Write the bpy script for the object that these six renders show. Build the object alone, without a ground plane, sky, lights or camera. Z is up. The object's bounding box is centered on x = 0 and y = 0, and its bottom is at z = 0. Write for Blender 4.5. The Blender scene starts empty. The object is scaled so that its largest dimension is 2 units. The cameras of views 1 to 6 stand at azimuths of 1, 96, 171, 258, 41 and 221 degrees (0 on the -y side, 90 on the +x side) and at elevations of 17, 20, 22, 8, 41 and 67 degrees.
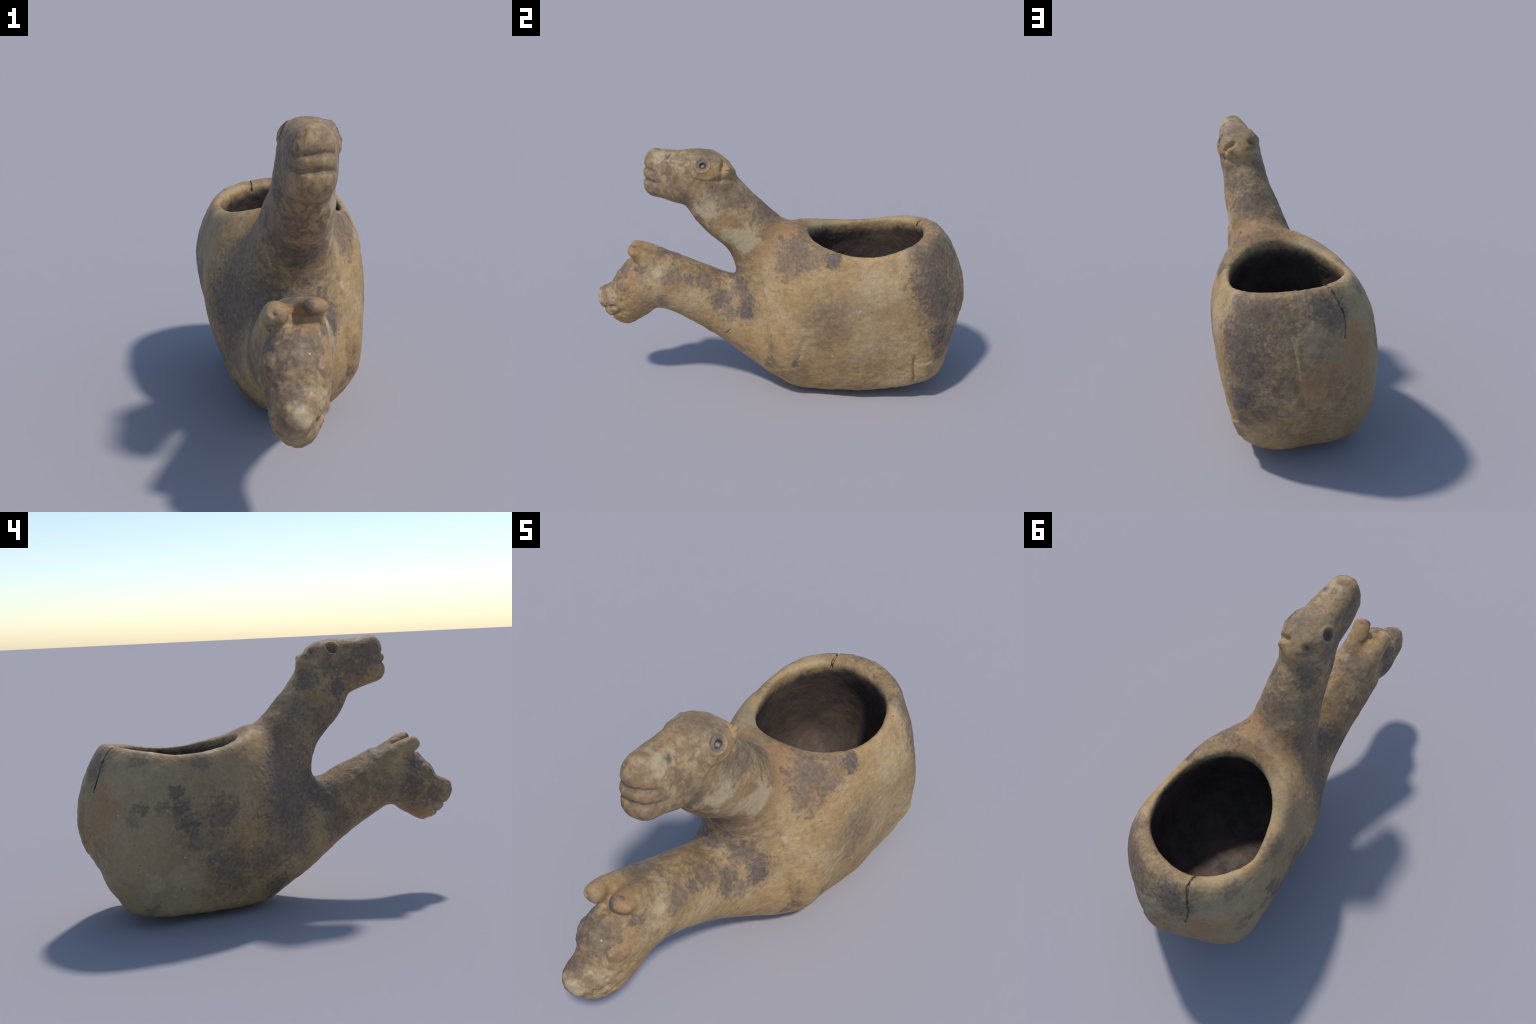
"""Two-headed animal vessel of burnished clay, built from lofted forms.

The solid is a blend of lofts (two necks, two heads, ears), a tub whose radius
varies with height and azimuth, and a hollow.  The blended surface is meshed,
refined, given its relief, and then split by region into named parts.
Front is -y; both necks lean towards +x.
"""
import bpy, math
import numpy as np

# --------------------------------------------------------------------------
# 1. proportions (metres)
# --------------------------------------------------------------------------
# wall_radius: rows are heights (low to high), columns azimuths (0 = +x)
# lofts: rows are spine stations x, y, z, half width, half depth
FORM = {
    'wall_radius': [
        [0.191, 0.210, 0.226, 0.238, 0.246, 0.249, 0.245, 0.237, 0.225, 0.213, 0.204, 0.198, 0.193, 0.186, 0.179, 0.179],
        [0.239, 0.286, 0.340, 0.336, 0.296, 0.322, 0.326, 0.261, 0.219, 0.215, 0.241, 0.310, 0.367, 0.346, 0.277, 0.226],
        [0.310, 0.305, 0.427, 0.465, 0.329, 0.388, 0.421, 0.273, 0.215, 0.244, 0.293, 0.421, 0.507, 0.471, 0.383, 0.311],
        [0.346, 0.337, 0.493, 0.492, 0.408, 0.465, 0.491, 0.338, 0.285, 0.302, 0.353, 0.485, 0.544, 0.508, 0.421, 0.361],
        [0.368, 0.395, 0.511, 0.498, 0.543, 0.480, 0.502, 0.369, 0.335, 0.326, 0.413, 0.547, 0.605, 0.597, 0.489, 0.384],
        [0.361, 0.404, 0.484, 0.468, 0.570, 0.502, 0.493, 0.406, 0.343, 0.350, 0.432, 0.531, 0.589, 0.595, 0.505, 0.389],
        [0.378, 0.417, 0.456, 0.474, 0.544, 0.476, 0.450, 0.405, 0.349, 0.349, 0.407, 0.490, 0.545, 0.545, 0.477, 0.388],
        [0.309, 0.312, 0.402, 0.446, 0.474, 0.457, 0.415, 0.329, 0.287, 0.291, 0.331, 0.420, 0.486, 0.497, 0.420, 0.324],
        [0.289, 0.309, 0.343, 0.357, 0.347, 0.310, 0.258, 0.214, 0.219, 0.241, 0.260, 0.294, 0.335, 0.353, 0.315, 0.282],
        [0.268, 0.276, 0.269, 0.249, 0.218, 0.184, 0.157, 0.145, 0.146, 0.154, 0.162, 0.172, 0.186, 0.207, 0.229, 0.251],
    ],
    'wall_centre': [0.000, 0.456],
    'wall_lean': [-0.000, 0.001],
    'floor': [0.016, -0.010, 0.049, 0.401, 0.177, 0.181],
    'brim': [0.809, -0.049, -0.027, 0.330, -0.034, 0.691, -0.285],
    'high_neck': [
        [0.047, 0.032, 0.587, 0.198, 0.267],
        [0.050, -0.064, 0.839, 0.156, 0.150],
        [0.106, -0.224, 0.981, 0.129, 0.152],
        [0.101, -0.344, 1.131, 0.107, 0.172],
        [0.123, -0.325, 1.257, 0.105, 0.081],
    ],
    'high_head': [
        [0.136, -0.247, 1.197, 0.062, 0.055],
        [0.116, -0.347, 1.220, 0.090, 0.131],
        [0.124, -0.448, 1.188, 0.102, 0.158],
        [0.114, -0.535, 1.219, 0.090, 0.117],
        [0.124, -0.586, 1.226, 0.063, 0.130],
    ],
    'high_head_caps': [0.867, 1.033],
    'low_neck': [
        [0.074, 0.107, 0.306, 0.270, 0.279],
        [0.031, 0.007, 0.306, 0.256, 0.244],
        [0.032, -0.148, 0.371, 0.161, 0.193],
        [0.037, -0.345, 0.487, 0.149, 0.158],
        [0.040, -0.594, 0.605, 0.141, 0.148],
    ],
    'low_head': [
        [0.070, -0.661, 0.620, 0.086, 0.161],
        [0.029, -0.768, 0.577, 0.140, 0.145],
        [0.053, -0.816, 0.498, 0.103, 0.153],
        [0.038, -0.866, 0.476, 0.091, 0.107],
        [0.032, -0.873, 0.469, 0.068, 0.172],
    ],
    'low_head_caps': [0.798, 1.090],
    'low_ear_right': [
        [0.086, -0.612, 0.682, 0.062, 0.074],
        [0.076, -0.694, 0.750, 0.059, 0.055],
        [0.115, -0.763, 0.799, 0.040, 0.025],
    ],
    'low_ear_left': [
        [-0.012, -0.603, 0.680, 0.055, 0.061],
        [-0.019, -0.687, 0.749, 0.052, 0.052],
        [-0.014, -0.774, 0.779, 0.036, 0.035],
    ],
}
# mouth of the bowl: centre, and radius as a short Fourier series in azimuth
MOUTH_CENTRE = (-0.060, 0.549)
MOUTH_RADIUS = [0.274, 0.0908, -0.0589, -0.0103, -0.0186, -0.0097, 0.0068, 0.0039, 0.0050]
# girth of the hollow, as a share of the mouth, against height
HOLLOW = [(.30, .15), (.35, .25), (.37, .45), (.40, .66), (.44, .84), (.49, .95), (.56, 1.0), (.66, 1.0), (.76, .99), (.85, .99), (.96, 1.0), (1.1, 1.0)]

# --------------------------------------------------------------------------
# 2. form functions (signed distance, negative inside)
# --------------------------------------------------------------------------


def bspline(ctrl, n):
    """samples of the clamped cubic B-spline through a table of stations"""
    c = np.asarray(ctrl, float)
    m = len(c)
    d = min(3, m - 1)
    k = np.concatenate([np.zeros(d), np.linspace(0, 1, m - d + 1), np.ones(d)])
    t = np.linspace(0, 1, n)
    t[-1] = 1 - 1e-9
    N = [((t >= k[i]) & (t < k[i + 1])).astype(float) for i in range(len(k) - 1)]
    for p in range(1, d + 1):
        M = []
        for i in range(len(k) - 1 - p):
            a, b, v = k[i + p] - k[i], k[i + p + 1] - k[i + 1], 0 * t
            if a > 0:
                v = v + (t - k[i]) / a * N[i]
            if b > 0:
                v = v + (k[i + p + 1] - t) / b * N[i + 1]
            M.append(v)
        N = M
    return np.stack(N, 1) @ c


def smin(a, b, k):
    h = np.maximum(k - np.abs(a - b), 0) / k
    return np.minimum(a, b) - h ** 3 * k / 6


def smax(a, b, k):
    return -smin(-a, -b, k)


def sstep(a, b, x):
    t = np.clip((x - a) / (b - a), 0, 1)
    return t * t * (3 - 2 * t)


class Loft:
    """elliptical tube along a spine; rows: x y z half_width half_depth"""
    def __init__(s,rows,caps=(1,1),power=2.0,n=16,side=(1,0,0),soft=.045):
        s.caps=caps; s.pw=power; s.soft=soft; s.n=n; s.k=12
        q=bspline(rows,(n-1)*s.k+1); s.p=q[:,:3]; s.r=np.maximum(q[:,3:5],.012)
        T=np.gradient(s.p,axis=0); T/=np.linalg.norm(T,axis=1)[:,None]
        A=np.array(side,float)-T*(T@np.array(side,float))[:,None]; A/=np.linalg.norm(A,axis=1)[:,None]
        s.T,s.A,s.B=T,A,np.cross(T,A)
        R=s.r.max(1)[:,None]; s.lo=(s.p-R).min(0)-.18; s.hi=(s.p+R).max(0)+.18
    def __call__(s,P):
        gap=np.maximum(np.maximum(s.lo-P,P-s.hi),0)
        out=.18+np.sqrt((gap*gap).sum(1))
        near=np.flatnonzero((gap==0).all(1))
        for i in range(0,len(near),30000):
            k=near[i:i+30000]; out[k]=s.block(P[k])
        return out
    def block(s,P):
        c=s.p[::s.k]; a=c[:-1]; d=c[1:]-a; L2=(d*d).sum(1)
        t=(P@d.T-(a*d).sum(1))/L2; tc=np.clip(t,0,1)
        D=(P*P).sum(1)[:,None]-2*P@a.T+(a*a).sum(1)-2*tc*t*L2+tc*tc*L2
        w=np.exp((D.min(1)[:,None]-D)/(2*s.soft**2))
        g=(w*(tc+np.arange(len(d)))).sum(1)/w.sum(1)
        g=g*s.k; i=np.minimum(g.astype(int),len(s.p)-2); w=(g-i)[:,None]
        def L(x): return x[i]*(1-w)+x[i+1]*w
        c=P-L(s.p); r=L(s.r)
        over=np.maximum(np.maximum(-(P-s.p[0])@s.T[0],0)/s.caps[0],np.maximum((P-s.p[-1])@s.T[-1],0)/s.caps[1])
        u=np.stack([(c*L(s.A)).sum(1),(c*L(s.B)).sum(1),over],1)
        R=np.concatenate([r,r.min(1)[:,None]],1)
        v=np.abs(u)/R
        k0=(v**s.pw).sum(1)**(1/s.pw)+1e-9; k1=np.linalg.norm(v/R,axis=1)+1e-6
        return np.maximum((k0-1)*np.linalg.norm(v,axis=1)/k1,-R.min(1))


def bweights(t):
    return np.stack([(1 - t) ** 3, 3 * t ** 3 - 6 * t ** 2 + 4, -3 * t ** 3 + 3 * t ** 2 + 3 * t + 1, t ** 3], -1) / 6


def tub(P):
    """wall of the bowl: radius over height and azimuth, a B-spline surface"""
    T = np.asarray(FORM['wall_radius'])
    c, s = FORM['wall_centre'], FORM['wall_lean']
    x, y = P[:, 0] - c[0] - s[0] * P[:, 2], P[:, 1] - c[1] - s[1] * P[:, 2]
    th = np.arctan2(y, x)
    n, m = T.shape
    g = np.clip((P[:, 2] + .05), 0, 1) * (n - 3) + 1
    j = np.minimum(np.floor(g).astype(int), n - 3)
    h = (th / (2 * np.pi) * m) % m
    k = np.floor(h).astype(int)
    fz, fh = bweights(g - j), bweights(h - k)
    R = 0
    for a in range(4):
        for b in range(4):
            R = R + T[j - 1 + a, (k - 1 + b) % m] * fz[:, a] * fh[:, b]
    return (np.hypot(x, y) - R) * .95


def saddle(c, P, y0=.12):
    X, Y = np.clip(P[:, 0], -.45, .45), np.maximum(P[:, 1], y0) - .45
    return c[0] + c[1] * X + c[2] * Y + c[3] * X * X + c[4] * X * Y + c[5] * Y * Y + c[6] * Y ** 3


def below_floor(P):
    c, X, Y = FORM['floor'], P[:, 0], P[:, 1] - .45
    return c[0] + c[1] * X + c[2] * Y + c[3] * X * X + c[4] * X * Y + c[5] * Y * Y - P[:, 2]


HOLLOW_FINE = bspline(HOLLOW, 200).T

LOFT = {
    'high_neck': Loft(FORM['high_neck'], (.8, .9)),
    'low_neck': Loft(FORM['low_neck'], (.8, .9)),
    'high_head': Loft(FORM['high_head'], FORM['high_head_caps'], 2.5),
    'low_head': Loft(FORM['low_head'], FORM['low_head_caps'], 2.1),
    'low_ear_right': Loft(FORM['low_ear_right'], (.8, .9), n=6, soft=.03),
    'low_ear_left': Loft(FORM['low_ear_left'], (.8, .9), n=6, soft=.03),
}


def outer(P, part=None, wall=None):
    """skin of the whole animal; parts already measured can be handed in"""
    part = part or {k: LOFT[k](P) for k in LOFT}
    b = smax(tub(P) if wall is None else wall, below_floor(P), .08)
    b = smax(b, P[:, 2] - saddle(FORM['brim'], P), .07)
    f = smin(smin(part['high_neck'], part['high_head'], .06), b, .16)
    g = smin(part['low_neck'], part['low_head'], .07)
    g = smin(g, part['low_ear_right'], .05)
    g = smin(g, part['low_ear_left'], .05)
    return smin(f, g, .13)


def mouth_polar(P):
    """distance from the middle of the mouth, as a share of the mouth's radius"""
    x, y = P[:, 0] - MOUTH_CENTRE[0], P[:, 1] - MOUTH_CENTRE[1]
    t, R = np.arctan2(y, x), MOUTH_RADIUS[0]
    for k in range(1, 5):
        R = R + MOUTH_RADIUS[2 * k - 1] * np.cos(k * t) + MOUTH_RADIUS[2 * k] * np.sin(k * t)
    return np.hypot(x, y), t, R


def hollow(P):
    """the room inside: a rounded bowl, undercut below its narrower mouth"""
    deep = P + np.array([.008, 0, 0]) * sstep(.86, .70, P[:, 2])[:, None]
    rho, t, R = mouth_polar(deep)
    g = np.interp(P[:, 2], HOLLOW_FINE[0], HOLLOW_FINE[1])
    # undercut: deep under the necks, slight under the rear rim
    front, rear = np.maximum(-np.sin(t), 0) ** 2, np.maximum(np.sin(t), 0) ** 2
    g = g * (1 + sstep(.85, .66, P[:, 2]) * (.12 * front + .14 * rear + .03))
    return smax((rho - R * g) * .8, .354 - .12 * P[:, 0] - P[:, 2], .06)


def vessel(P):
    return smax(outer(P), -hollow(P), .035)


# --------------------------------------------------------------------------
# 3. meshing
# --------------------------------------------------------------------------
LOW, HIGH, CELL = np.array([-.48, -1.06, -.04]), np.array([.48, 1.06, 1.42]), .014


def surface_nets(fn):
    """quads on the zero level of fn; only cells near the surface are looked at"""
    n = np.ceil((HIGH - LOW) / CELL / 4).astype(int) * 4
    big = CELL * 4
    ax = [LOW[k] + big * np.arange(n[k] // 4 + 1) for k in range(3)]
    C = fn(np.stack(np.meshgrid(*ax, indexing='ij'), -1).reshape(-1, 3)).reshape([len(a) for a in ax])
    F = np.kron(C, np.ones((4, 4, 4)))[:n[0] + 1, :n[1] + 1, :n[2] + 1].copy()
    near = np.kron(np.abs(C) < big * 2.6, np.ones((4, 4, 4), bool))[:n[0] + 1, :n[1] + 1, :n[2] + 1]
    idx = np.argwhere(near)
    F[near] = fn(LOW + CELL * idx)
    S = F < 0
    cell = tuple(slice(0, s - 1) for s in F.shape)
    cnt = np.zeros([s - 1 for s in F.shape], np.int32)
    tot, acc = np.zeros(cnt.shape), np.zeros(cnt.shape + (3,))

    def cut(o, k):
        return F[tuple(slice(o[q], F.shape[q] - 1 + o[q]) for q in range(3))]
    for k in range(3):
        others = [q for q in range(3) if q != k]
        for a in (0, 1):
            for b in (0, 1):
                o = [0, 0, 0]
                o[others[0]], o[others[1]] = a, b
                p = list(o)
                p[k] = 1
                u, v = cut(o, k), cut(p, k)
                x = (u < 0) != (v < 0)
                t = np.where(x, u / np.where(x, u - v, 1), 0)
                tot += x
                for q in range(3):
                    acc[..., q] += x * (t if q == k else o[q])
    used = tot > 0
    ids = -np.ones(cnt.shape, int)
    ids[used] = np.arange(used.sum())
    V = LOW + CELL * (np.argwhere(used) + acc[used] / tot[used][:, None])
    quads = []
    for k in range(3):
        a, b = [(1, 2), (2, 0), (0, 1)][k]
        p = [slice(1, s - 1) for s in F.shape]
        lo, hi = list(p), list(p)
        lo[k], hi[k] = slice(0, F.shape[k] - 1), slice(1, F.shape[k])
        x = S[tuple(lo)] != S[tuple(hi)]
        e = np.argwhere(x)
        off = np.array([1, 1, 1])
        off[k] = 0
        e = e + off
        inside = S[tuple(e.T)]

        def at(da, db):
            g = e.copy()
            g[:, a] -= da
            g[:, b] -= db
            return ids[tuple(g.T)]
        q = np.stack([at(1, 1), at(0, 1), at(0, 0), at(1, 0)], 1)
        quads.append(np.where(inside[:, None], q, q[:, ::-1]))
    return V, np.concatenate(quads)


def subdivide(V, Q):
    E = np.concatenate([Q[:, [0, 1]], Q[:, [1, 2]], Q[:, [2, 3]], Q[:, [3, 0]]])
    U, inv = np.unique(np.sort(E, 1), axis=0, return_inverse=True)
    inv = inv.reshape(4, -1).T + len(V)
    W = np.concatenate([V, V[U].mean(1), V[Q].mean(1)])
    c = np.arange(len(Q)) + len(V) + len(U)
    return W, np.concatenate([np.stack([Q[:, k], inv[:, k], c, inv[:, k - 1]], 1) for k in range(4)])


def normals(V, Q):
    fn = np.cross(V[Q[:, 2]] - V[Q[:, 0]], V[Q[:, 3]] - V[Q[:, 1]])
    N = np.stack([np.bincount(Q.ravel(), np.repeat(fn[:, k], 4), len(V)) for k in range(3)], 1)
    return N / (np.linalg.norm(N, axis=1)[:, None] + 1e-12)


def relax(V, Q, rounds):
    for _ in range(rounds):
        c = V[Q].mean(1)
        n = np.bincount(Q.ravel(), minlength=len(V))
        V = np.stack([np.bincount(Q.ravel(), np.repeat(c[:, k], 4), len(V)) for k in range(3)], 1) / n[:, None]
    return V


def snap(V, Q, fn, rounds, limit, brisk=False):
    for _ in range(rounds):
        N = normals(V, Q)
        f = fn(V)
        e = .002
        slope = .95 if brisk else np.clip((fn(V + N * e) - f) / e, .35, 1.5)
        V = V - N * np.clip(f / slope, -limit, limit)[:, None]
    return V


# --------------------------------------------------------------------------
# 4. relief worked into the clay: grooves, bosses, sockets, cracks
#    stroke: points along it, half width, depth (+ cuts in, - stands proud)
# --------------------------------------------------------------------------
LIP_LINE = [(.040, -.59, 1.268), (.054, -.612, 1.263), (.066, -.634, 1.258), (.089, -.651, 1.260), (.121, -.655, 1.263),
            (.161, -.645, 1.263), (.185, -.623, 1.259), (.199, -.585, 1.250)]
MOUTH_LINE = [(.040, -.58, 1.218), (.054, -.62, 1.213), (.063, -.638, 1.209), (.094, -.659, 1.210), (.127, -.661, 1.206),
              (.158, -.652, 1.208), (.187, -.630, 1.203), (.200, -.569, 1.190)]
SOFT_STROKES = [
    # high head: three rolls of nose, lip and chin
    (LIP_LINE, .011, .0095), (MOUTH_LINE, .011, .010),
    ([(.07, -.645, 1.236), (.127, -.660, 1.236), (.175, -.645, 1.232)], .018, -.003),
    ([(.06, -.63, 1.165), (.127, -.668, 1.165), (.19, -.63, 1.160)], .030, -.005),
    ([(.09, -.64, 1.31), (.127, -.65, 1.305), (.165, -.64, 1.31)], .034, -.006),
    # hollow of the cheek in front of the eye pad
    ([(.190, -.415, 1.315), (.210, -.412, 1.275), (.218, -.406, 1.236)], .014, .005),
    # right ear nub and the slot before it, left ear slot
    ([(.152, -.240, 1.284), (.188, -.242, 1.262), (.206, -.244, 1.235)], .013, .016),
    ([(.188, -.212, 1.246), (.176, -.212, 1.262)], .018, -.015),
    ([(.200, -.27, 1.205), (.185, -.23, 1.203), (.165, -.193, 1.205)], .016, .010),
    ([(.066, -.262, 1.283), (.064, -.238, 1.289)], .013, .015),
    ([(.066, -.225, 1.268), (.085, -.212, 1.272)], .016, -.007),
    # low head: mouth in two cuts with a lip between
    ([(-.052, -.86, .480), (-.044, -.901, .463), (-.020, -.938, .437), (.025, -.962, .433), (.072, -.966, .451),
      (.103, -.942, .468), (.120, -.912, .478), (.136, -.872, .488)], .008, .010),
    ([(-.040, -.868, .430), (-.002, -.905, .393), (.040, -.922, .398), (.085, -.918, .412), (.111, -.897, .428),
      (.130, -.866, .452)], .008, .009),
    # hollow of the bridge below the brow, furrow between the ears
    ([(.010, -.905, .655), (.045, -.91, .650), (.085, -.905, .645)], .040, .005),
    ([(.120, -.79, .650), (.110, -.86, .630)], .014, .004),
    ([(.04, -.79, .735), (.045, -.74, .765), (.045, -.66, .765)], .022, .010),
    ([(.000, -.80, .722), (.045, -.815, .725), (.095, -.80, .722)], .036, -.010),
    ([(.125, -.752, .735), (.148, -.725, .708)], .009, .007),
    ([(-.045, -.765, .735), (-.062, -.735, .700)], .010, .006),
    # shoulder and haunch creases low on the flank, notch before the hind foot
    ([(.225, -.070, .70), (.247, -.062, .605), (.267, -.056, .494), (.269, -.052, .364), (.277, -.046, .286), (.263, -.028, .186)], .014, .009),
    ([(.300, -.01, .42), (.310, .01, .32), (.300, .03, .20)], .035, -.007),
    ([(.359, .161, .395), (.350, .130, .311), (.331, .104, .226)], .016, .005),
    ([(.350, .715, .285), (.330, .716, .190), (.300, .72, .115)], .010, .014),
    ([(.25, .70, .06), (.15, .70, .04)], .020, .010),
    ([(.325, .77, .25), (.300, .775, .15)], .042, -.012),
    # fuller nape of the low neck
    ([(.045, -.60, .745), (.055, -.45, .70), (.065, -.30, .65)], .05, -.009),
    # rim: nick by the small crack
    ([(.075, .775, .868), (.10, .77, .862)], .012, .006),
]
SHARP_STROKES = [
    # the long firing crack through the rear rim, and lesser ones
    ([(-.100, .735, .835), (-.108, .755, .868), (-.118, .815, .876), (-.136, .841, .845), (-.148, .858, .809)], .0062, .011),
    ([(-.148, .858, .809), (-.161, .871, .771), (-.166, .887, .735), (-.165, .903, .700), (-.161, .915, .675)], .0048, .008),
    ([(.002, .820, .879), (-.003, .872, .862), (-.013, .894, .833)], .005, .003),
    ([(-.079, .964, .648), (-.084, .976, .595), (-.073, .986, .520)], .006, .003),
    ([(.179, -.280, .342), (.198, -.252, .371)], .006, .005),
    ([(.345, .130, .29), (.338, .115, .255)], .005, .004),
]
PITS = [  # place, radius, depth
    ((.176, .040, .882), .010, .008), ((.107, -.940, .483), .009, .007), ((.131, -.896, .528), .008, .005),
    ((.125, -.872, .443), .009, .007), ((.155, -.830, .556), .008, .004), ((.150, -.845, .522), .008, .004),
    ((.160, -.800, .543), .010, .004), ((-.021, -.800, .785), .009, .010), ((.032, -.738, .765), .010, .008),
    ((.072, -.765, .774), .018, .014), ((.320, .428, .186), .008, .004), ((.243, .127, .071), .008, .004),
    ((.168, -.520, 1.330), .010, .004), ((.192, -.61, 1.275), .005, .003), ((.10, -.63, .355), .02, .003),
]
RIGHT_EYE, LEFT_EYE, LOW_EYE, LOW_EYE_LEFT = (.219, -.337, 1.286), (.026, -.351, 1.298), (.142, -.830, .616), (-.047, -.832, .648)


LATTICE = np.random.default_rng(7).random((61, 61, 61)).astype(np.float32) * 2 - 1


def noise(P, scale, seed=1):
    """smooth value noise, -1 to 1"""
    q = (P * scale + 200 + 17.3 * seed).astype(np.float32)
    c = np.floor(q).astype(np.int32)
    f = q - c
    f = f * f * (3 - 2 * f)
    c0, c1 = c % 61, (c + 1) % 61
    out = 0
    for a in (0, 1):
        for b in (0, 1):
            for d in (0, 1):
                w = (f[:, 0] if a else 1 - f[:, 0]) * (f[:, 1] if b else 1 - f[:, 1]) * (f[:, 2] if d else 1 - f[:, 2])
                out = out + w * LATTICE[(c1 if a else c0)[:, 0], (c1 if b else c0)[:, 1], (c1 if d else c0)[:, 2]]
    return out


def to_stroke(P, pts):
    """distance to a polyline and position along it, 0 to 1"""
    pts = np.asarray(pts, float)
    best, along = np.full(len(P), 9.), np.zeros(len(P))
    for i in range(len(pts) - 1):
        a, d = pts[i], pts[i + 1] - pts[i]
        t = np.clip((P - a) @ d / (d @ d), 0, 1)
        r = np.linalg.norm(P - a - t[:, None] * d, axis=1)
        along = np.where(r < best, (i + t) / (len(pts) - 1), along)
        best = np.minimum(best, r)
    return best, along


def seat(pts, step=None):
    """put the points of a stroke exactly on the skin, denser if step is given"""
    p = np.asarray(pts, float)
    if step:
        k = np.maximum(1, (np.linalg.norm(np.diff(p, axis=0), axis=1) / step).astype(int))
        p = np.concatenate([p[i] + (p[i + 1] - p[i]) * np.arange(n)[:, None] / n for i, n in enumerate(k)] + [p[-1:]])
    for _ in range(5):
        f = vessel(p)
        g = np.stack([vessel(p + e) - vessel(p - e) for e in np.eye(3) * .003], 1) / .006
        p = p - (f / np.maximum((g * g).sum(1), .2))[:, None] * g
    return p


SOFT_STROKES = [(seat(p, .02), w, h) for p, w, h in SOFT_STROKES]
SHARP_STROKES = [(seat(p, .03), w, h) for p, w, h in SHARP_STROKES]
PITS = [(tuple(seat([c])[0]), r, h) for c, r, h in PITS]
RIGHT_EYE, LEFT_EYE, LOW_EYE, LOW_EYE_LEFT = (tuple(seat([c])[0]) for c in (RIGHT_EYE, LEFT_EYE, LOW_EYE, LOW_EYE_LEFT))


def relief(P):
    """how far each surface point sinks (+) or rises (-) along its normal"""
    cut = np.zeros(len(P))

    def near(pts, reach):
        pts = np.asarray(pts, float)
        return np.flatnonzero(((P > pts.min(0) - reach) & (P < pts.max(0) + reach)).all(1))
    wobble = np.stack([noise(P, 45, s) for s in (11, 12, 13)], 1) * .003
    for pts, width, depth in SOFT_STROKES:
        k = near(pts, width * 3)
        r, s = to_stroke(P[k] + wobble[k], pts)
        fade = sstep(0, .12, s) * sstep(1, .88, s) * .6 + .4
        cut[k] += depth * fade * np.exp(-(r / width) ** 2)
    for pts, width, depth in SHARP_STROKES:
        k = near(pts, width * 2)
        r, s = to_stroke(P[k] + wobble[k] * .8, pts)
        cut[k] += depth * np.clip(1.25 - 1.25 * r / width, 0, 1)
    for c, radius, depth in PITS:
        k = near([c], radius * 2.5)
        cut[k] += depth * np.exp(-(np.linalg.norm(P[k] - c, axis=1) / radius) ** 2)
    # right eye: raised pad, stamped ring, ragged pupil hole
    k = near([RIGHT_EYE], .13)
    d = (P[k] - (.222, -.318, 1.268)) / (.12, .098, .060)
    cut[k] -= .007 * sstep(1.12, .8, np.linalg.norm(d, axis=1))
    r = np.linalg.norm(P[k] + wobble[k] - RIGHT_EYE, axis=1)
    cut[k] += .009 * np.exp(-((r - .023) / .0075) ** 2) - .004 * np.exp(-((r - .036) / .005) ** 2)
    cut[k] += .014 * sstep(.015, .008, r + noise(P[k], 140, 5) * .003)
    # left eye: a deep socket with a faint rim
    k = near([LEFT_EYE], .08)
    r = np.linalg.norm(P[k] + wobble[k] - LEFT_EYE, axis=1)
    cut[k] += .024 * sstep(.031, .017, r) - .005 * np.exp(-((r - .038) / .008) ** 2)
    # low head: applied pellets for eyes
    for c, radius, height in ((LOW_EYE, .040, .0055), (LOW_EYE_LEFT, .030, .004)):
        k = near([c], .09)
        r = np.linalg.norm((P[k] - c) / (1, 1.05, .8) + wobble[k], axis=1)
        cut[k] += -height * sstep(radius * 1.15, radius * .45, r) + .0015 * np.exp(-((r - radius * 1.2) / .007) ** 2)
    # tail: a flat tongue laid on the rump, ending in a point
    k = near([(-.013, .96, .70), (-.013, .96, .34)], .12)
    z = P[k, 2] + wobble[k, 2]
    half = np.interp(z, [.33, .36, .40, .48, .60, .72], [0, .022, .046, .066, .078, .080])
    edge = np.abs(P[k, 0] + .012 + wobble[k, 0]) - half
    show = sstep(.72, .52, z) * (P[k, 1] > .8)
    cut[k] -= show * (.005 * sstep(.010, -.010, edge) * sstep(.33, .36, z))
    cut[k] += show * .012 * np.exp(-((edge - .012) / .014) ** 2) * (z > .34)
    # knobbly snouts
    k = np.flatnonzero(P[:, 1] < -.76)
    cut[k] += sstep(-.76, -.84, P[k, 1]) * (.0035 * noise(P[k], 34, 8) + .0018 * noise(P[k], 75, 9))
    # hand-formed unevenness, and wear along the base
    cut += .0026 * noise(P, 9, 2) + .0018 * noise(P, 21, 3) + .0011 * noise(P, 48, 4) + .0006 * noise(P, 110, 6)
    cut += sstep(.16, .03, P[:, 2]) * .002 * noise(P, 28, 7)
    return cut


def build_surface():
    V, Q = surface_nets(vessel)
    V = snap(relax(V, Q, 2), Q, vessel, 2, .012)
    V, Q = subdivide(V, Q)
    V = snap(relax(V, Q, 2), Q, vessel, 2, .006)
    V, Q = subdivide(V, Q)
    V = snap(relax(V, Q, 1), Q, vessel, 1, .004, True)
    return V, Q

V, Q = build_surface()
pull = relief(V)
V = V - normals(V, Q) * pull[:, None]
V = V * .8 + relax(V, Q, 1) * .2
V[:, 2] -= V[:, 2].min()
N = normals(V, Q)

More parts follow.
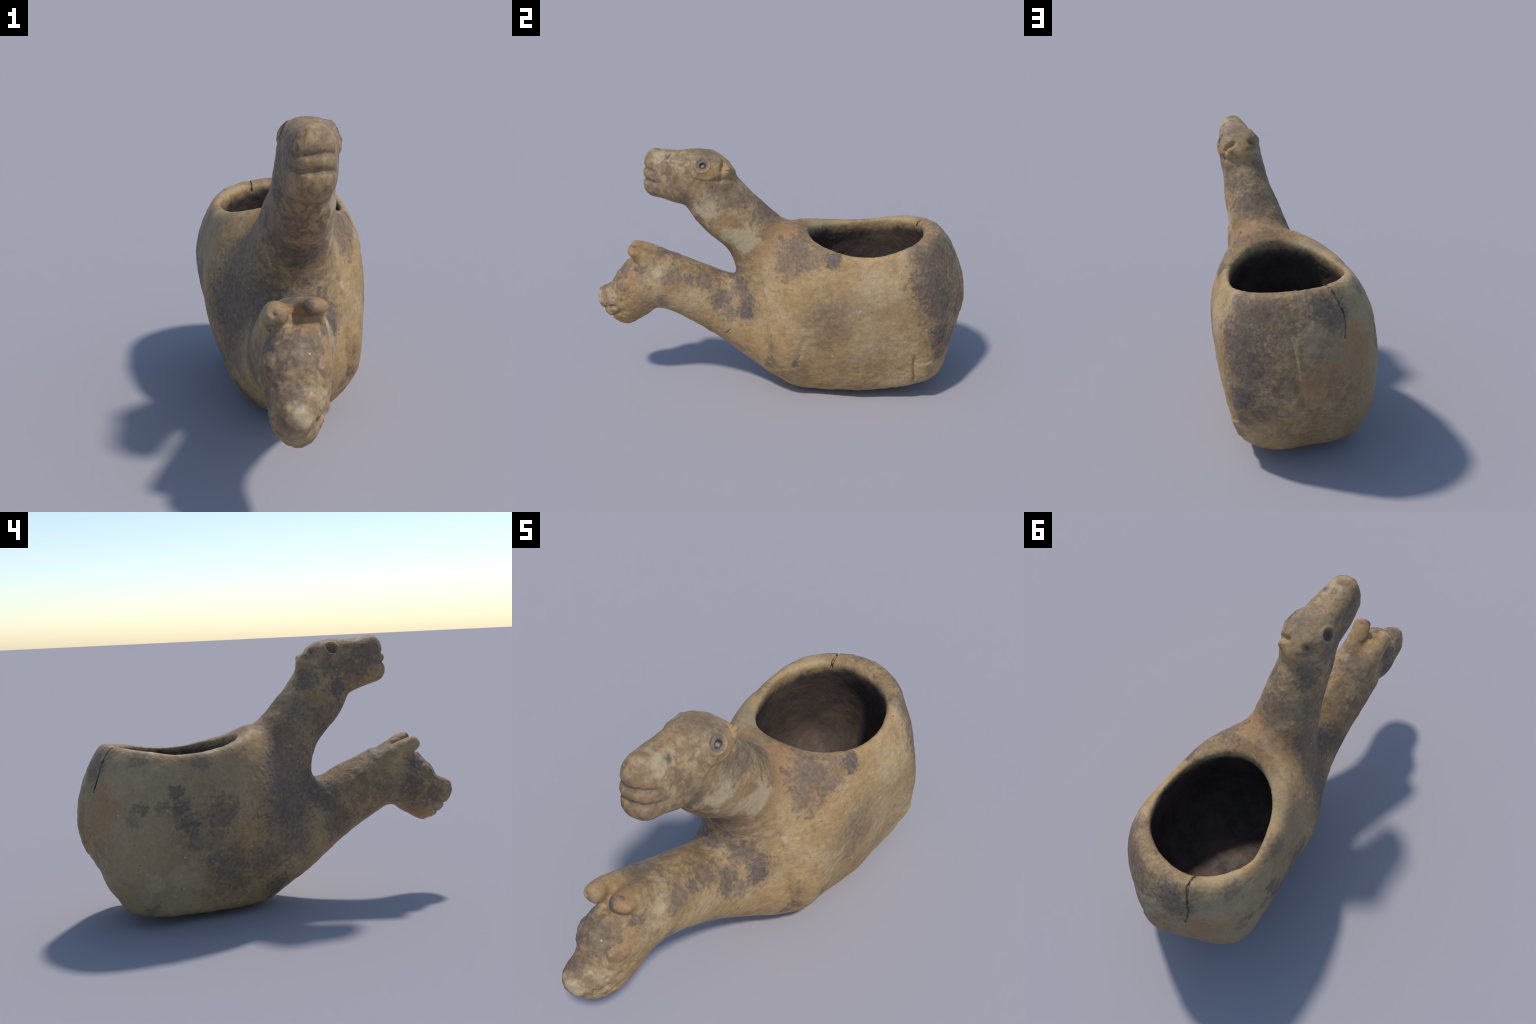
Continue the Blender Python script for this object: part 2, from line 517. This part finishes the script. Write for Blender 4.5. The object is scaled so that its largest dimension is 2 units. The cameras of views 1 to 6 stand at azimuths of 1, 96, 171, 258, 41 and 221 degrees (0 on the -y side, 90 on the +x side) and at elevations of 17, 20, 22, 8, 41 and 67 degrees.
# --------------------------------------------------------------------------
# 5. materials
# --------------------------------------------------------------------------
# stains in the clay: x, y, z, radius, strength
DARK = [
    (0.25, 0.12, 0.84, 0.085, 0.8), (0.30, 0.18, 0.79, 0.05, 0.7), (0.31, 0.31, 0.80, 0.042, 1),
    (0.27, 0.07, 0.76, 0.045, 0.7), (0.29, 0.23, 0.84, 0.05, 0.6), (0.15, -0.19, 0.60, 0.05, 0.8),
    (0.21, -0.15, 0.51, 0.055, 1), (0.17, -0.30, 0.55, 0.05, 0.9), (0.19, -0.26, 0.48, 0.035, 0.7),
    (0.12, -0.38, 0.64, 0.045, 0.7), (0.15, -0.46, 0.64, 0.03, 0.8), (0.17, -0.57, 0.66, 0.03, 0.7),
    (0.14, -0.73, 0.71, 0.03, 0.8), (0.37, 0.28, 0.51, 0.075, 0.35), (0.37, 0.32, 0.44, 0.06, 0.35),
    (0.28, 0.78, 0.76, 0.075, 0.8), (0.29, 0.81, 0.65, 0.1, 0.9), (0.28, 0.84, 0.54, 0.09, 0.8),
    (0.30, 0.85, 0.40, 0.06, 1), (0.29, 0.85, 0.28, 0.04, 0.8), (0.26, 0.74, 0.83, 0.05, 0.6),
    (0.33, 0.11, 0.23, 0.02, 0.9), (0.31, -0.01, 0.33, 0.028, 0.7), (0.19, -0.18, 1.11, 0.05, 0.6),
    (0.11, -0.03, 1.01, 0.06, 0.6), (0.21, -0.24, 1.14, 0.07, 0.45), (0.16, -0.33, 1.33, 0.07, 0.5),
    (0.17, -0.52, 1.33, 0.013, 1), (0.20, -0.61, 1.20, 0.04, 0.4), (0.20, -0.44, 1.11, 0.04, 0.5),
    (0.36, 0.26, 0.34, 0.03, 0.4), (0.34, 0.35, 0.23, 0.03, 0.3), (0.16, -0.62, 0.52, 0.035, 0.45),
    (0.02, -0.58, 0.75, 0.05, 0.5), (0.17, -0.54, 0.66, 0.045, 0.6), (0.04, -0.23, 0.64, 0.035, 1),
    (0.04, -0.86, 0.68, 0.04, 0.6), (0.02, -0.95, 0.57, 0.035, 0.7), (0.26, 0.74, 0.84, 0.035, 0.7),
    (0.07, -0.27, 0.82, 0.06, 1), (0.07, -0.25, 0.79, 0.035, 1), (0.01, -0.29, 0.87, 0.06, 0.8),
    (-0.01, -0.33, 1.20, 0.05, 0.7), (0.05, -0.57, 1.29, 0.04, 0.6), (0.07, -0.85, 0.68, 0.05, 0.5),
    (-0.03, -0.87, 0.62, 0.04, 0.6), (0.00, -0.98, 0.49, 0.03, 0.6), (-0.12, -0.07, 0.75, 0.11, 0.7),
    (-0.19, -0.04, 0.57, 0.12, 0.8), (-0.08, -0.16, 0.61, 0.09, 0.9), (-0.22, -0.02, 0.41, 0.09, 0.6),
    (0.09, -0.79, 0.80, 0.028, 1), (0.00, -0.34, 0.96, 0.07, 0.6), (-0.01, -0.86, 0.66, 0.04, 0.5),
    (0.10, -0.86, 0.66, 0.03, 0.5), (0.29, -0.02, 0.23, 0.035, 0.8), (0.25, -0.05, 0.19, 0.025, 0.8),
    (0.11, -0.22, 0.75, 0.06, 0.5), (0.21, 0.83, 0.79, 0.08, 0.8), (0.28, 0.81, 0.67, 0.1, 0.9),
    (0.24, 0.86, 0.58, 0.08, 0.6), (-0.05, 0.89, 0.83, 0.05, 0.8), (-0.12, 0.90, 0.77, 0.05, 0.6),
    (0.30, 0.84, 0.38, 0.06, 0.8), (0.21, 0.91, 0.33, 0.05, 0.5), (0.12, 0.91, 0.76, 0.07, 0.5),
    (0.14, 0.94, 0.49, 0.05, 0.4), (0.31, 0.78, 0.66, 0.06, 0.7), (0.07, -0.25, 1.28, 0.03, 0.6),
    (0.07, -0.04, 1.02, 0.06, 0.5), (-0.36, 0.56, 0.67, 0.035, 0.9), (-0.37, 0.61, 0.59, 0.03, 0.7),
    (-0.37, 0.53, 0.59, 0.04, 0.9), (-0.36, 0.48, 0.51, 0.045, 1), (-0.33, 0.33, 0.55, 0.06, 0.8),
    (-0.33, 0.39, 0.43, 0.05, 0.5), (-0.29, 0.30, 0.30, 0.08, 0.7), (-0.26, 0.26, 0.21, 0.05, 0.6),
    (-0.27, 0.70, 0.83, 0.035, 0.6), (-0.36, 0.71, 0.61, 0.025, 0.8), (-0.29, 0.43, 0.81, 0.05, 0.5),
    (-0.35, 0.76, 0.56, 0.03, 0.5), (-0.20, -0.02, 0.54, 0.13, 0.9), (-0.15, -0.02, 0.73, 0.1, 0.7),
    (-0.08, -0.04, 0.88, 0.08, 0.7), (-0.19, -0.07, 0.38, 0.11, 0.7), (-0.26, 0.11, 0.30, 0.08, 0.7),
    (-0.16, 0.04, 0.13, 0.07, 0.8), (-0.00, -0.36, 1.09, 0.05, 1), (0.02, -0.21, 1.15, 0.05, 0.8),
    (-0.05, -0.14, 0.99, 0.06, 0.5), (-0.09, -0.24, 0.55, 0.07, 0.8), (-0.12, -0.30, 0.41, 0.08, 0.7),
    (-0.08, -0.72, 0.54, 0.08, 0.8), (-0.04, -0.77, 0.68, 0.05, 0.9), (-0.05, -0.86, 0.50, 0.05, 0.6),
    (-0.10, -0.60, 0.55, 0.07, 0.6), (0.04, -0.55, 1.25, 0.06, 0.7), (0.02, -0.47, 1.19, 0.07, 0.7),
    (-0.29, 0.68, 0.11, 0.03, 0.5), (-0.04, -0.23, 0.94, 0.07, 0.5), (-0.35, 0.47, 0.42, 0.04, 0.6),
    (0.11, -0.04, 1.02, 0.06, 0.5), (0.03, -0.22, 1.18, 0.04, 0.6), (0.25, -0.37, 1.30, 0.03, 0.4),
    (0.13, 0.87, 0.83, 0.04, 0.5), (-0.14, 0.82, 0.86, 0.03, 0.4),
]
PALE = [
    (0.21, -0.34, 1.05, 0.055, 0.8), (0.21, -0.17, 0.89, 0.06, 0.8), (0.18, -0.56, 1.33, 0.05, 0.5),
    (0.16, -0.64, 0.68, 0.03, 0.6), (0.25, -0.06, 0.63, 0.012, 1), (0.35, 0.13, 0.35, 0.03, 0.3),
    (0.11, -0.93, 0.53, 0.04, 0.5), (0.30, 0.67, 0.80, 0.05, 0.4), (-0.01, 0.95, 0.72, 0.07, 0.4),
    (-0.24, 0.79, 0.81, 0.07, 0.3), (-0.34, 0.67, 0.24, 0.04, 0.4), (-0.30, 0.52, 0.24, 0.06, 0.4),
    (0.05, -0.99, 0.52, 0.03, 0.7), (-0.27, 0.74, 0.80, 0.09, 0.3), (0.03, -0.25, 1.21, 0.04, 0.4),
]
RUST = [
    (0.15, -0.78, 0.66, 0.028, 0.6), (0.15, -0.82, 0.62, 0.025, 0.4), (0.12, -0.76, 0.83, 0.035, 0.8),
    (0.22, -0.21, 0.97, 0.05, 0.6), (0.19, 0.04, 0.86, 0.07, 0.6), (-0.02, -0.34, 0.67, 0.06, 0.4),
    (0.13, -0.76, 0.70, 0.015, 0.8), (-0.23, 0.88, 0.62, 0.08, 0.7), (0.01, 0.99, 0.49, 0.06, 0.6),
    (-0.04, 0.02, 0.91, 0.07, 0.7), (-0.06, 0.98, 0.56, 0.05, 0.4), (-0.03, -0.81, 0.41, 0.04, 0.7),
    (0.12, -0.40, 1.35, 0.05, 0.5), (0.13, 0.12, 0.91, 0.07, 0.6), (0.00, 0.13, 0.91, 0.05, 0.6),
    (-0.22, 0.21, 0.84, 0.06, 0.3), (0.27, 0.86, 0.49, 0.05, 0.3), (0.07, -0.77, 0.78, 0.03, 0.8),
    (0.11, -0.34, 1.34, 0.05, 0.6), (-0.22, 0.87, 0.66, 0.06, 0.5), (0.15, -0.21, 0.79, 0.05, 0.5),
    (0.27, 0.10, 0.80, 0.06, 0.4),
]
OLIVE = [
    (-0.31, 0.79, 0.63, 0.28, 0.7), (-0.36, 0.66, 0.38, 0.3, 0.8), (-0.31, 0.39, 0.74, 0.2, 0.5),
    (-0.22, 0.84, 0.76, 0.1, 0.5), (-0.23, 0.31, 0.85, 0.12, 0.6), (0.03, -0.34, 1.30, 0.05, 0.5),
    (0.38, 0.49, 0.54, 0.15, 0.25),
]
SMOKE = [
    (0.21, -0.51, 1.24, 0.15, 0.75), (0.19, -0.55, 1.30, 0.12, 0.7), (0.16, -0.08, 1.03, 0.14, 0.8),
    (0.21, -0.24, 1.08, 0.1, 0.6), (0.15, -0.36, 1.34, 0.08, 0.7), (0.05, 0.11, 0.92, 0.12, 0.5),
    (0.05, -0.85, 0.68, 0.13, 0.85), (0.06, -0.52, 0.73, 0.14, 0.75), (-0.01, -0.43, 0.69, 0.12, 0.6),
    (0.09, -0.42, 0.98, 0.14, 0.95), (0.06, -0.23, 0.73, 0.18, 0.9), (0.06, -0.95, 0.57, 0.12, 0.7),
    (0.12, -0.64, 1.30, 0.1, 0.7), (0.12, -0.66, 1.18, 0.09, 0.8), (0.03, -0.50, 1.23, 0.07, 0.9),
    (-0.04, -0.23, 0.94, 0.1, 0.9), (0.04, -0.81, 0.72, 0.07, 0.6), (0.10, 0.91, 0.77, 0.22, 0.75),
    (0.23, 0.89, 0.48, 0.18, 0.8), (-0.02, 0.90, 0.83, 0.15, 0.7), (0.04, 0.98, 0.57, 0.15, 0.6),
    (-0.13, 0.94, 0.41, 0.15, 0.5), (-0.01, 0.92, 0.29, 0.2, 0.45), (-0.34, 0.40, 0.50, 0.2, 0.6),
    (-0.26, 0.25, 0.21, 0.15, 0.6), (0.02, -0.45, 1.21, 0.14, 0.8), (-0.05, -0.22, 0.96, 0.15, 0.65),
    (-0.11, -0.41, 0.53, 0.18, 0.7), (-0.07, -0.79, 0.54, 0.14, 0.8), (-0.20, -0.02, 0.54, 0.2, 0.6),
    (0.37, 0.27, 0.49, 0.14, 0.4), (0.33, 0.45, 0.17, 0.14, 0.3), (0.21, -0.35, 1.10, 0.1, 0.4),
    (0.17, -0.71, 0.61, 0.1, 0.35), (0.25, 0.10, 0.82, 0.1, 0.4),
]


def stain_group():
    """one stain: a ball around a point, frayed by a noise, joined to those before"""
    g = bpy.data.node_groups.new('stain', 'ShaderNodeTree')
    for name, kind in (('Before', 'Float'), ('Place', 'Vector'), ('Fray', 'Float'), ('Middle', 'Vector'),
                       ('Radius', 'Float'), ('Strength', 'Float'), ('Outer', 'Float'), ('Inner', 'Float')):
        g.interface.new_socket(name, in_out='INPUT', socket_type='NodeSocket' + kind)
    g.interface.new_socket('Mask', in_out='OUTPUT', socket_type='NodeSocketFloat')
    i, o = g.nodes.new('NodeGroupInput'), g.nodes.new('NodeGroupOutput')

    def add(kind, links, **props):
        n = g.nodes.new(kind)
        for k, v in props.items():
            setattr(n, k, v)
        for k, v in links.items():
            g.links.new(v, n.inputs[k])
        return n
    # the tiny term only makes each stain wait for the one before it
    here = add('ShaderNodeVectorMath', {0: i.outputs[0], 2: i.outputs[1]}, operation='MULTIPLY_ADD')
    here.inputs[1].default_value = (1e-7, 1e-7, 1e-7)
    far = add('ShaderNodeVectorMath', {0: here.outputs[0], 1: i.outputs[3]}, operation='DISTANCE')
    d = add('ShaderNodeMath', {0: far.outputs['Value'], 1: i.outputs[4]}, operation='DIVIDE')
    d = add('ShaderNodeMath', {0: d.outputs[0], 1: i.outputs[2]}, operation='ADD')
    m = add('ShaderNodeMapRange', {0: d.outputs[0], 1: i.outputs[6], 2: i.outputs[7], 4: i.outputs[5]}, interpolation_type='SMOOTHSTEP')
    m = add('ShaderNodeMath', {0: i.outputs[0], 1: m.outputs[0]}, operation='MAXIMUM')
    g.links.new(m.outputs[0], o.inputs[0])
    return g


class Nodes:
    """small helper for building node trees"""

    def __init__(s, name):
        s.mat = bpy.data.materials.new(name)
        s.mat.use_nodes = True
        s.t = s.mat.node_tree
        s.bsdf = s.t.nodes['Principled BSDF']

    def put(s, kind, ins=(), **props):
        n = s.t.nodes.new(kind)
        for k, v in props.items():
            setattr(n, k, v)
        for k, v in (ins.items() if isinstance(ins, dict) else enumerate(ins)):
            if isinstance(v, bpy.types.NodeSocket):
                s.t.links.new(v, n.inputs[k])
            elif v is not None:
                n.inputs[k].default_value = v
        return n

    def math(s, op, *a):
        return s.put('ShaderNodeMath', a, operation=op).outputs[0]

    def vec(s, op, *a):
        n = s.put('ShaderNodeVectorMath', a, operation=op)
        return n.outputs['Value' if op in ('LENGTH', 'DISTANCE', 'DOT_PRODUCT') else 'Vector']

    def noise(s, P, scale, detail=4, rough=.55, distort=0.0):
        n = s.put('ShaderNodeTexNoise', {'Vector': P, 'Scale': scale, 'Detail': detail, 'Roughness': rough, 'Distortion': distort})
        return n.outputs['Fac']

    def ramp(s, x, lo, hi, a=0.0, b=1.0):
        n = s.put('ShaderNodeMapRange', {0: x, 1: lo, 2: hi, 3: a, 4: b}, interpolation_type='SMOOTHSTEP')
        return n.outputs[0]

    def mix(s, f, a, b, mode='MIX'):
        n = s.put('ShaderNodeMix', data_type='RGBA', blend_type=mode)
        for k, v in ((0, f), (6, a), (7, b)):
            if isinstance(v, bpy.types.NodeSocket):
                s.t.links.new(v, n.inputs[k])
            else:
                n.inputs[k].default_value = v if k == 0 else (*v, 1)
        return n.outputs[2]

    def stains(s, P, rough_edge, table, soft):
        """greatest of many round stains whose edges a noise has eaten into"""
        g = bpy.data.node_groups.get('stain') or stain_group()
        best = s.put('ShaderNodeValue').outputs[0]
        for x, y, z, r, k in table:
            best = s.put('ShaderNodeGroup', {1: P, 2: rough_edge, 3: (x, y, z), 4: r, 5: k, 6: 1.15 + soft, 7: 1.15 - soft, 0: best},
                         node_tree=g).outputs[0]
        return best

    def line(s, P, pts, width):
        """nearness to a polyline, 1 on it"""
        best = None
        for a, b in zip(pts[:-1], pts[1:]):
            a, b = np.array(a), np.array(b)
            d = b - a
            rel = s.vec('SUBTRACT', P, tuple(a))
            t = s.put('ShaderNodeMath', (s.vec('DOT_PRODUCT', rel, tuple(d / (d @ d))),), operation='ADD', use_clamp=True)
            t.inputs[1].default_value = 0
            foot = s.put('ShaderNodeVectorMath', {0: tuple(d)}, operation='SCALE')
            s.t.links.new(t.outputs[0], foot.inputs['Scale'])
            r = s.vec('DISTANCE', rel, foot.outputs[0])
            best = r if best is None else s.math('MINIMUM', best, r)
        return s.ramp(best, width, width * .45)


TAN, BUFF, BROWN = (.385, .246, .110), (.435, .307, .163), (.240, .145, .070)
SLATE, RUSTY, CREAM, GREY_OLIVE, SOOT = (.097, .076, .070), (.33, .185, .085), (.455, .360, .225), (.300, .235, .140), (.072, .051, .040)  # SOOT darkened a step further to bake in the bowl's occlusion shade
UMBER, GOLD = (.165, .112, .070), (.43, .270, .115)


def clay(inside, where):
    """burnished clay with smoke stains; inside adds the soot of the bowl"""
    m = Nodes('sooty_clay' if inside else 'burnished_clay')

    def local(table):
        return [e for e in table if (np.linalg.norm(where - e[:3], axis=1) < 1.9 * e[3] + .06).any()]
    P = m.put('ShaderNodeTexCoord').outputs['Object']
    warp = m.put('ShaderNodeTexNoise', {'Vector': P, 'Scale': 9.0, 'Detail': 3.0})
    Pw = m.vec('ADD', P, m.vec('MULTIPLY', m.vec('SUBTRACT', warp.outputs['Color'], (.5, .5, .5)), (.09, .09, .09)))
    broad, mid, fine, grain = m.noise(P, 5, 2), m.noise(P, 17, 4, .62), m.noise(P, 55, 3, .65), m.noise(P, 190, 2, .6)
    streak_space = m.put('ShaderNodeMapping', {'Vector': P, 'Scale': (26, 26, 95)}).outputs[0]
    streak = m.noise(streak_space, 1, 2, .6)

    col = m.mix(m.ramp(broad, .38, .66), TAN, BUFF)
    col = m.mix(m.math('MULTIPLY', m.ramp(mid, .48, .70), .5), col, BROWN)
    blotch = m.noise(Pw, 33, 3, .6)
    col = m.mix(m.math('MULTIPLY', m.ramp(blotch, .52, .64), .18), col, BROWN)
    col = m.mix(m.math('MULTIPLY', m.ramp(blotch, .46, .34), .14), col, (.47, .36, .22))
    col = m.mix(m.math('MULTIPLY', m.ramp(streak, .52, .70), .28), col, BROWN)
    col = m.mix(m.math('MULTIPLY', m.ramp(streak, .48, .30), .16), col, CREAM)

    eaten = m.math('ADD', m.math('MULTIPLY', m.math('SUBTRACT', mid, .5), 3.0), m.math('MULTIPLY', m.math('SUBTRACT', fine, .5), 1.6))
    ragged = m.math('ADD', m.math('MULTIPLY', m.math('SUBTRACT', broad, .5), 2.0), m.math('MULTIPLY', m.math('SUBTRACT', mid, .5), 4.5))
    gentle = m.math('MULTIPLY', m.math('SUBTRACT', mid, .5), 2.2)
    col = m.mix(m.stains(Pw, gentle, local(OLIVE), .45), col, GREY_OLIVE)
    # worn golden rim
    ring = [(MOUTH_CENTRE[0] + 1.12 * q * np.cos(a), MOUTH_CENTRE[1] + 1.12 * q * np.sin(a), .85, .055, .5)
            for a in np.linspace(-.9, 4.0, 13) for q in [sum(w * f(k * a) for w, f, k in zip(MOUTH_RADIUS, [np.cos] + [np.cos, np.sin] * 4, [0, 1, 1, 2, 2, 3, 3, 4, 4]))]]
    col = m.mix(m.stains(Pw, gentle, local(ring), .5), col, GOLD)
    # broad smoke haze, broken up by the mottle
    haze = m.math('MULTIPLY', m.stains(Pw, gentle, local(SMOKE), .6), m.ramp(m.math('ADD', m.math('MULTIPLY', mid, .45), m.math('MULTIPLY', blotch, .55)), .42, .57, .30, 1.0))
    col = m.mix(haze, col, UMBER)
    col = m.mix(m.stains(Pw, ragged, local(RUST), .55), col, RUSTY)
    col = m.mix(m.stains(Pw, ragged, local(PALE), .55), col, CREAM)
    dark = m.stains(Pw, m.math('ADD', eaten, m.math('MULTIPLY', m.math('SUBTRACT', streak, .5), 1.5)), local(DARK), .58)
    # scattered smoke specks anywhere, thicker round the stains
    specks = m.math('MULTIPLY', m.ramp(fine, .57, .65), m.ramp(mid, .44, .60))
    dark = m.math('MAXIMUM', dark, m.math('MULTIPLY', specks, .55))
    dark = m.math('MULTIPLY', dark, m.ramp(grain, .30, .52, .72, 1.0))
    slate = m.mix(m.ramp(fine, .40, .62), SLATE, (.132, .100, .083))
    col = m.mix(m.math('MULTIPLY', dark, .92), col, slate)
    # fine mottle, dark pores and white grit
    col = m.mix(.36, col, m.mix(m.ramp(fine, .30, .70), (.72, .70, .68), (1.20, 1.20, 1.20)), 'MULTIPLY')
    col = m.mix(.15, col, m.mix(m.ramp(grain, .30, .70), (.62, .60, .58), (1.25, 1.24, 1.22)), 'MULTIPLY')
    pore = m.put('ShaderNodeTexVoronoi', {'Vector': P, 'Scale': 34.0, 'Randomness': 1.0})
    few = m.put('ShaderNodeSeparateColor', (pore.outputs['Color'],)).outputs[0]
    dot = m.math('MULTIPLY', m.ramp(pore.outputs['Distance'], .16, .08), m.ramp(few, .91, .93))
    col = m.mix(m.math('MULTIPLY', dot, .8), col, (.06, .045, .04))
    grit = m.put('ShaderNodeTexVoronoi', {'Vector': P, 'Scale': 27.0, 'Randomness': 1.0})
    some = m.put('ShaderNodeSeparateColor', (grit.outputs['Color'],)).outputs[1]
    white = m.math('MULTIPLY', m.ramp(grit.outputs['Distance'], .15, .06), m.ramp(some, .90, .92))
    col = m.mix(m.math('MULTIPLY', white, .55), col, (.60, .56, .50))
    # dark tones: packed in cracks and mouth cuts, grey slip in the stamped eye
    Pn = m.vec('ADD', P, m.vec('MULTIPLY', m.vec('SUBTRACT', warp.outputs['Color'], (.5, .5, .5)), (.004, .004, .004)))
    crack_dark = None
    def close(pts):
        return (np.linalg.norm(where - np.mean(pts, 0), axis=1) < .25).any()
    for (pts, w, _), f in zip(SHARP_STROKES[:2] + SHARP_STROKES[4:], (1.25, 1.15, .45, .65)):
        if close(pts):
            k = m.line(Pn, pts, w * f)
            crack_dark = k if crack_dark is None else m.math('MAXIMUM', crack_dark, k)
    if crack_dark is not None:
        col = m.mix(m.math('MULTIPLY', crack_dark, .95), col, (.014, .014, .016))
    cuts = None
    for pts in (SOFT_STROKES[0][0][::2], SOFT_STROKES[1][0][::2], SOFT_STROKES[11][0], SOFT_STROKES[12][0]):
        if not close(pts):
            continue
        k = m.math('MULTIPLY', m.line(P, pts, .012), m.ramp(fine, .40, .60))
        cuts = k if cuts is None else m.math('MAXIMUM', cuts, k)
    if cuts is not None:
        col = m.mix(m.math('MULTIPLY', cuts, .6), col, (.10, .085, .085))
    if close([RIGHT_EYE]):
        eye = m.vec('DISTANCE', Pn, RIGHT_EYE)
        col = m.mix(m.math('MULTIPLY', m.ramp(eye, .033, .027), .75), col, (.140, .120, .100))
        lit = m.math('ADD', eye, m.math('MULTIPLY', m.math('SUBTRACT', fine, .5), .03))
        col = m.mix(m.ramp(lit, .017, .014), col, (.045, .042, .040))
        col = m.mix(m.ramp(m.vec('DISTANCE', Pn, (RIGHT_EYE[0], RIGHT_EYE[1], RIGHT_EYE[2] - .005)), .011, .006), col, (.27, .205, .160))
        col = m.mix(m.math('MULTIPLY', m.ramp(m.vec('DISTANCE', Pn, LEFT_EYE), .034, .018), .75), col, (.055, .050, .048))

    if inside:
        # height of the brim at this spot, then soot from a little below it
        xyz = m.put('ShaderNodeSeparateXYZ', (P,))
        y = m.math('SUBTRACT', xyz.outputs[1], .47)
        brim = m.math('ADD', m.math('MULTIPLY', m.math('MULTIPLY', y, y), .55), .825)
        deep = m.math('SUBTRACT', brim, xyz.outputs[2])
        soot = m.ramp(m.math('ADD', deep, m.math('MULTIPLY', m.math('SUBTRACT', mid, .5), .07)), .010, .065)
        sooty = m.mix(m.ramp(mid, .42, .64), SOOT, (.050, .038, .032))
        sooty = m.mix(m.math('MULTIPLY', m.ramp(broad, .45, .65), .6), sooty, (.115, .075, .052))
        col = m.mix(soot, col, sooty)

    m.t.links.new(col, m.bsdf.inputs['Base Color'])
    m.t.links.new(m.ramp(mid, .35, .65, .58, .74), m.bsdf.inputs['Roughness'])
    m.bsdf.inputs['Specular IOR Level'].default_value = .32
    height = m.math('SUBTRACT', m.noise(P, 90, 3, .65), m.math('MULTIPLY', dot, .4))
    bump = m.put('ShaderNodeBump', {'Strength': .16, 'Distance': .005, 'Height': height})
    m.t.links.new(bump.outputs[0], m.bsdf.inputs['Normal'])
    return m.mat


# --------------------------------------------------------------------------
# 6. split the skin by region into named parts
# --------------------------------------------------------------------------
C = V[Q].mean(1)
value = {k: LOFT[k](C) for k in LOFT}
walls = tub(C)
trunk = smax(walls, below_floor(C), .08)
skin_gap, room_gap = outer(C, value, walls), hollow(C)
part = np.zeros(len(Q), int)          # 0 body
upper = smin(value['high_neck'], value['high_head'], .02) < trunk - .02
lower = (value['low_neck'] < trunk - .05) & (C[:, 1] < -.12) & ~(upper & (C[:, 2] > .72))
upper &= (C[:, 1] < .16) & (C[:, 2] > .74) & ~lower
part[upper] = 1
part[lower | ((C[:, 1] < -.55) & (C[:, 2] < .95))] = 2
is_high = (part == 1) & (C[:, 2] > 1.05 + .77 * (C[:, 1] + .46))   # jaw angle to nape
is_low = (part == 2) & (value['low_head'] < value['low_neck']) | ((part == 2) & (C[:, 1] < -.82))
part[is_high], part[is_low] = 3, 4
ear_r, ear_l = value['low_ear_right'], value['low_ear_left']
for ear, n in ((ear_r, 5), (ear_l, 6)):
    part[(part >= 2) & (part != 3) & (ear < np.minimum(value['low_neck'], value['low_head']) - .004)] = n
gap = np.linalg.norm
part[gap(C - (.184, -.214, 1.250), axis=1) < .026] = 7
part[gap(C - (.070, -.220, 1.272), axis=1) < .022] = 8
for c, r in ((RIGHT_EYE, .036), (LEFT_EYE, .034), (LOW_EYE, .042), (LOW_EYE_LEFT, .036)):
    part[(gap(C - c, axis=1) < r) & (part >= 1)] = 9 + [RIGHT_EYE, LEFT_EYE, LOW_EYE, LOW_EYE_LEFT].index(c)
half = np.interp(C[:, 2], [.33, .36, .40, .48, .60, .66], [0, .022, .046, .066, .078, .080])
part[(np.abs(C[:, 0] + .012) < half + .004) & (C[:, 1] > .85) & (C[:, 2] < .66) & (C[:, 2] > .335)] = 13
part[room_gap < .004 - skin_gap] = 0
inner = (-room_gap > skin_gap) & (C[:, 1] > -.05) & (mouth_polar(C)[0] < .62)
part[inner] = 14

root = bpy.data.objects.new('animal_vessel', None)
bpy.context.scene.collection.objects.link(root)
root['label'] = 'stained clay cup shaped as a crouching animal with two heads'
root['category'] = 'clay vessel'


def make_part(name, which, mat, parent):
    q = Q[part == which]
    if not len(q):
        return None
    used, inv = np.unique(q, return_inverse=True)
    inv = inv.reshape(-1, 4)
    me = bpy.data.meshes.new(name)
    me.vertices.add(len(used))
    me.vertices.foreach_set('co', V[used].astype(np.float32).ravel())
    me.loops.add(inv.size)
    me.loops.foreach_set('vertex_index', inv.astype(np.int32).ravel())
    me.polygons.add(len(inv))
    me.polygons.foreach_set('loop_start', np.arange(0, inv.size, 4, dtype=np.int32))
    me.update(calc_edges=True)
    me.validate()
    me.polygons.foreach_set('use_smooth', np.ones(len(me.polygons), bool))
    me.normals_split_custom_set_from_vertices(N[used].tolist())
    me.materials.append(mat)
    ob = bpy.data.objects.new(name, me)
    bpy.context.scene.collection.objects.link(ob)
    ob.parent = parent
    return ob


def skin(*ids):
    return clay(False, C[np.isin(part, ids)][::25])


TRUNK, HIGH, LOW = skin(0, 13), skin(1, 3, 7, 8, 9, 10), skin(2, 4, 5, 6, 11, 12)
make_part('body', 0, TRUNK, root)
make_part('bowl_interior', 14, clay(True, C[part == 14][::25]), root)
make_part('tail', 13, TRUNK, root)
make_part('neck', 1, HIGH, root)
make_part('neck', 2, LOW, root)
high, low = make_part('head', 3, HIGH, root), make_part('head', 4, LOW, root)
for n in (7, 8):
    make_part('ear', n, HIGH, high)
for n in (5, 6):
    make_part('ear', n, LOW, low)
for n in (9, 10):
    make_part('eye', n, HIGH, high)
for n in (11, 12):
    make_part('eye', n, LOW, low)
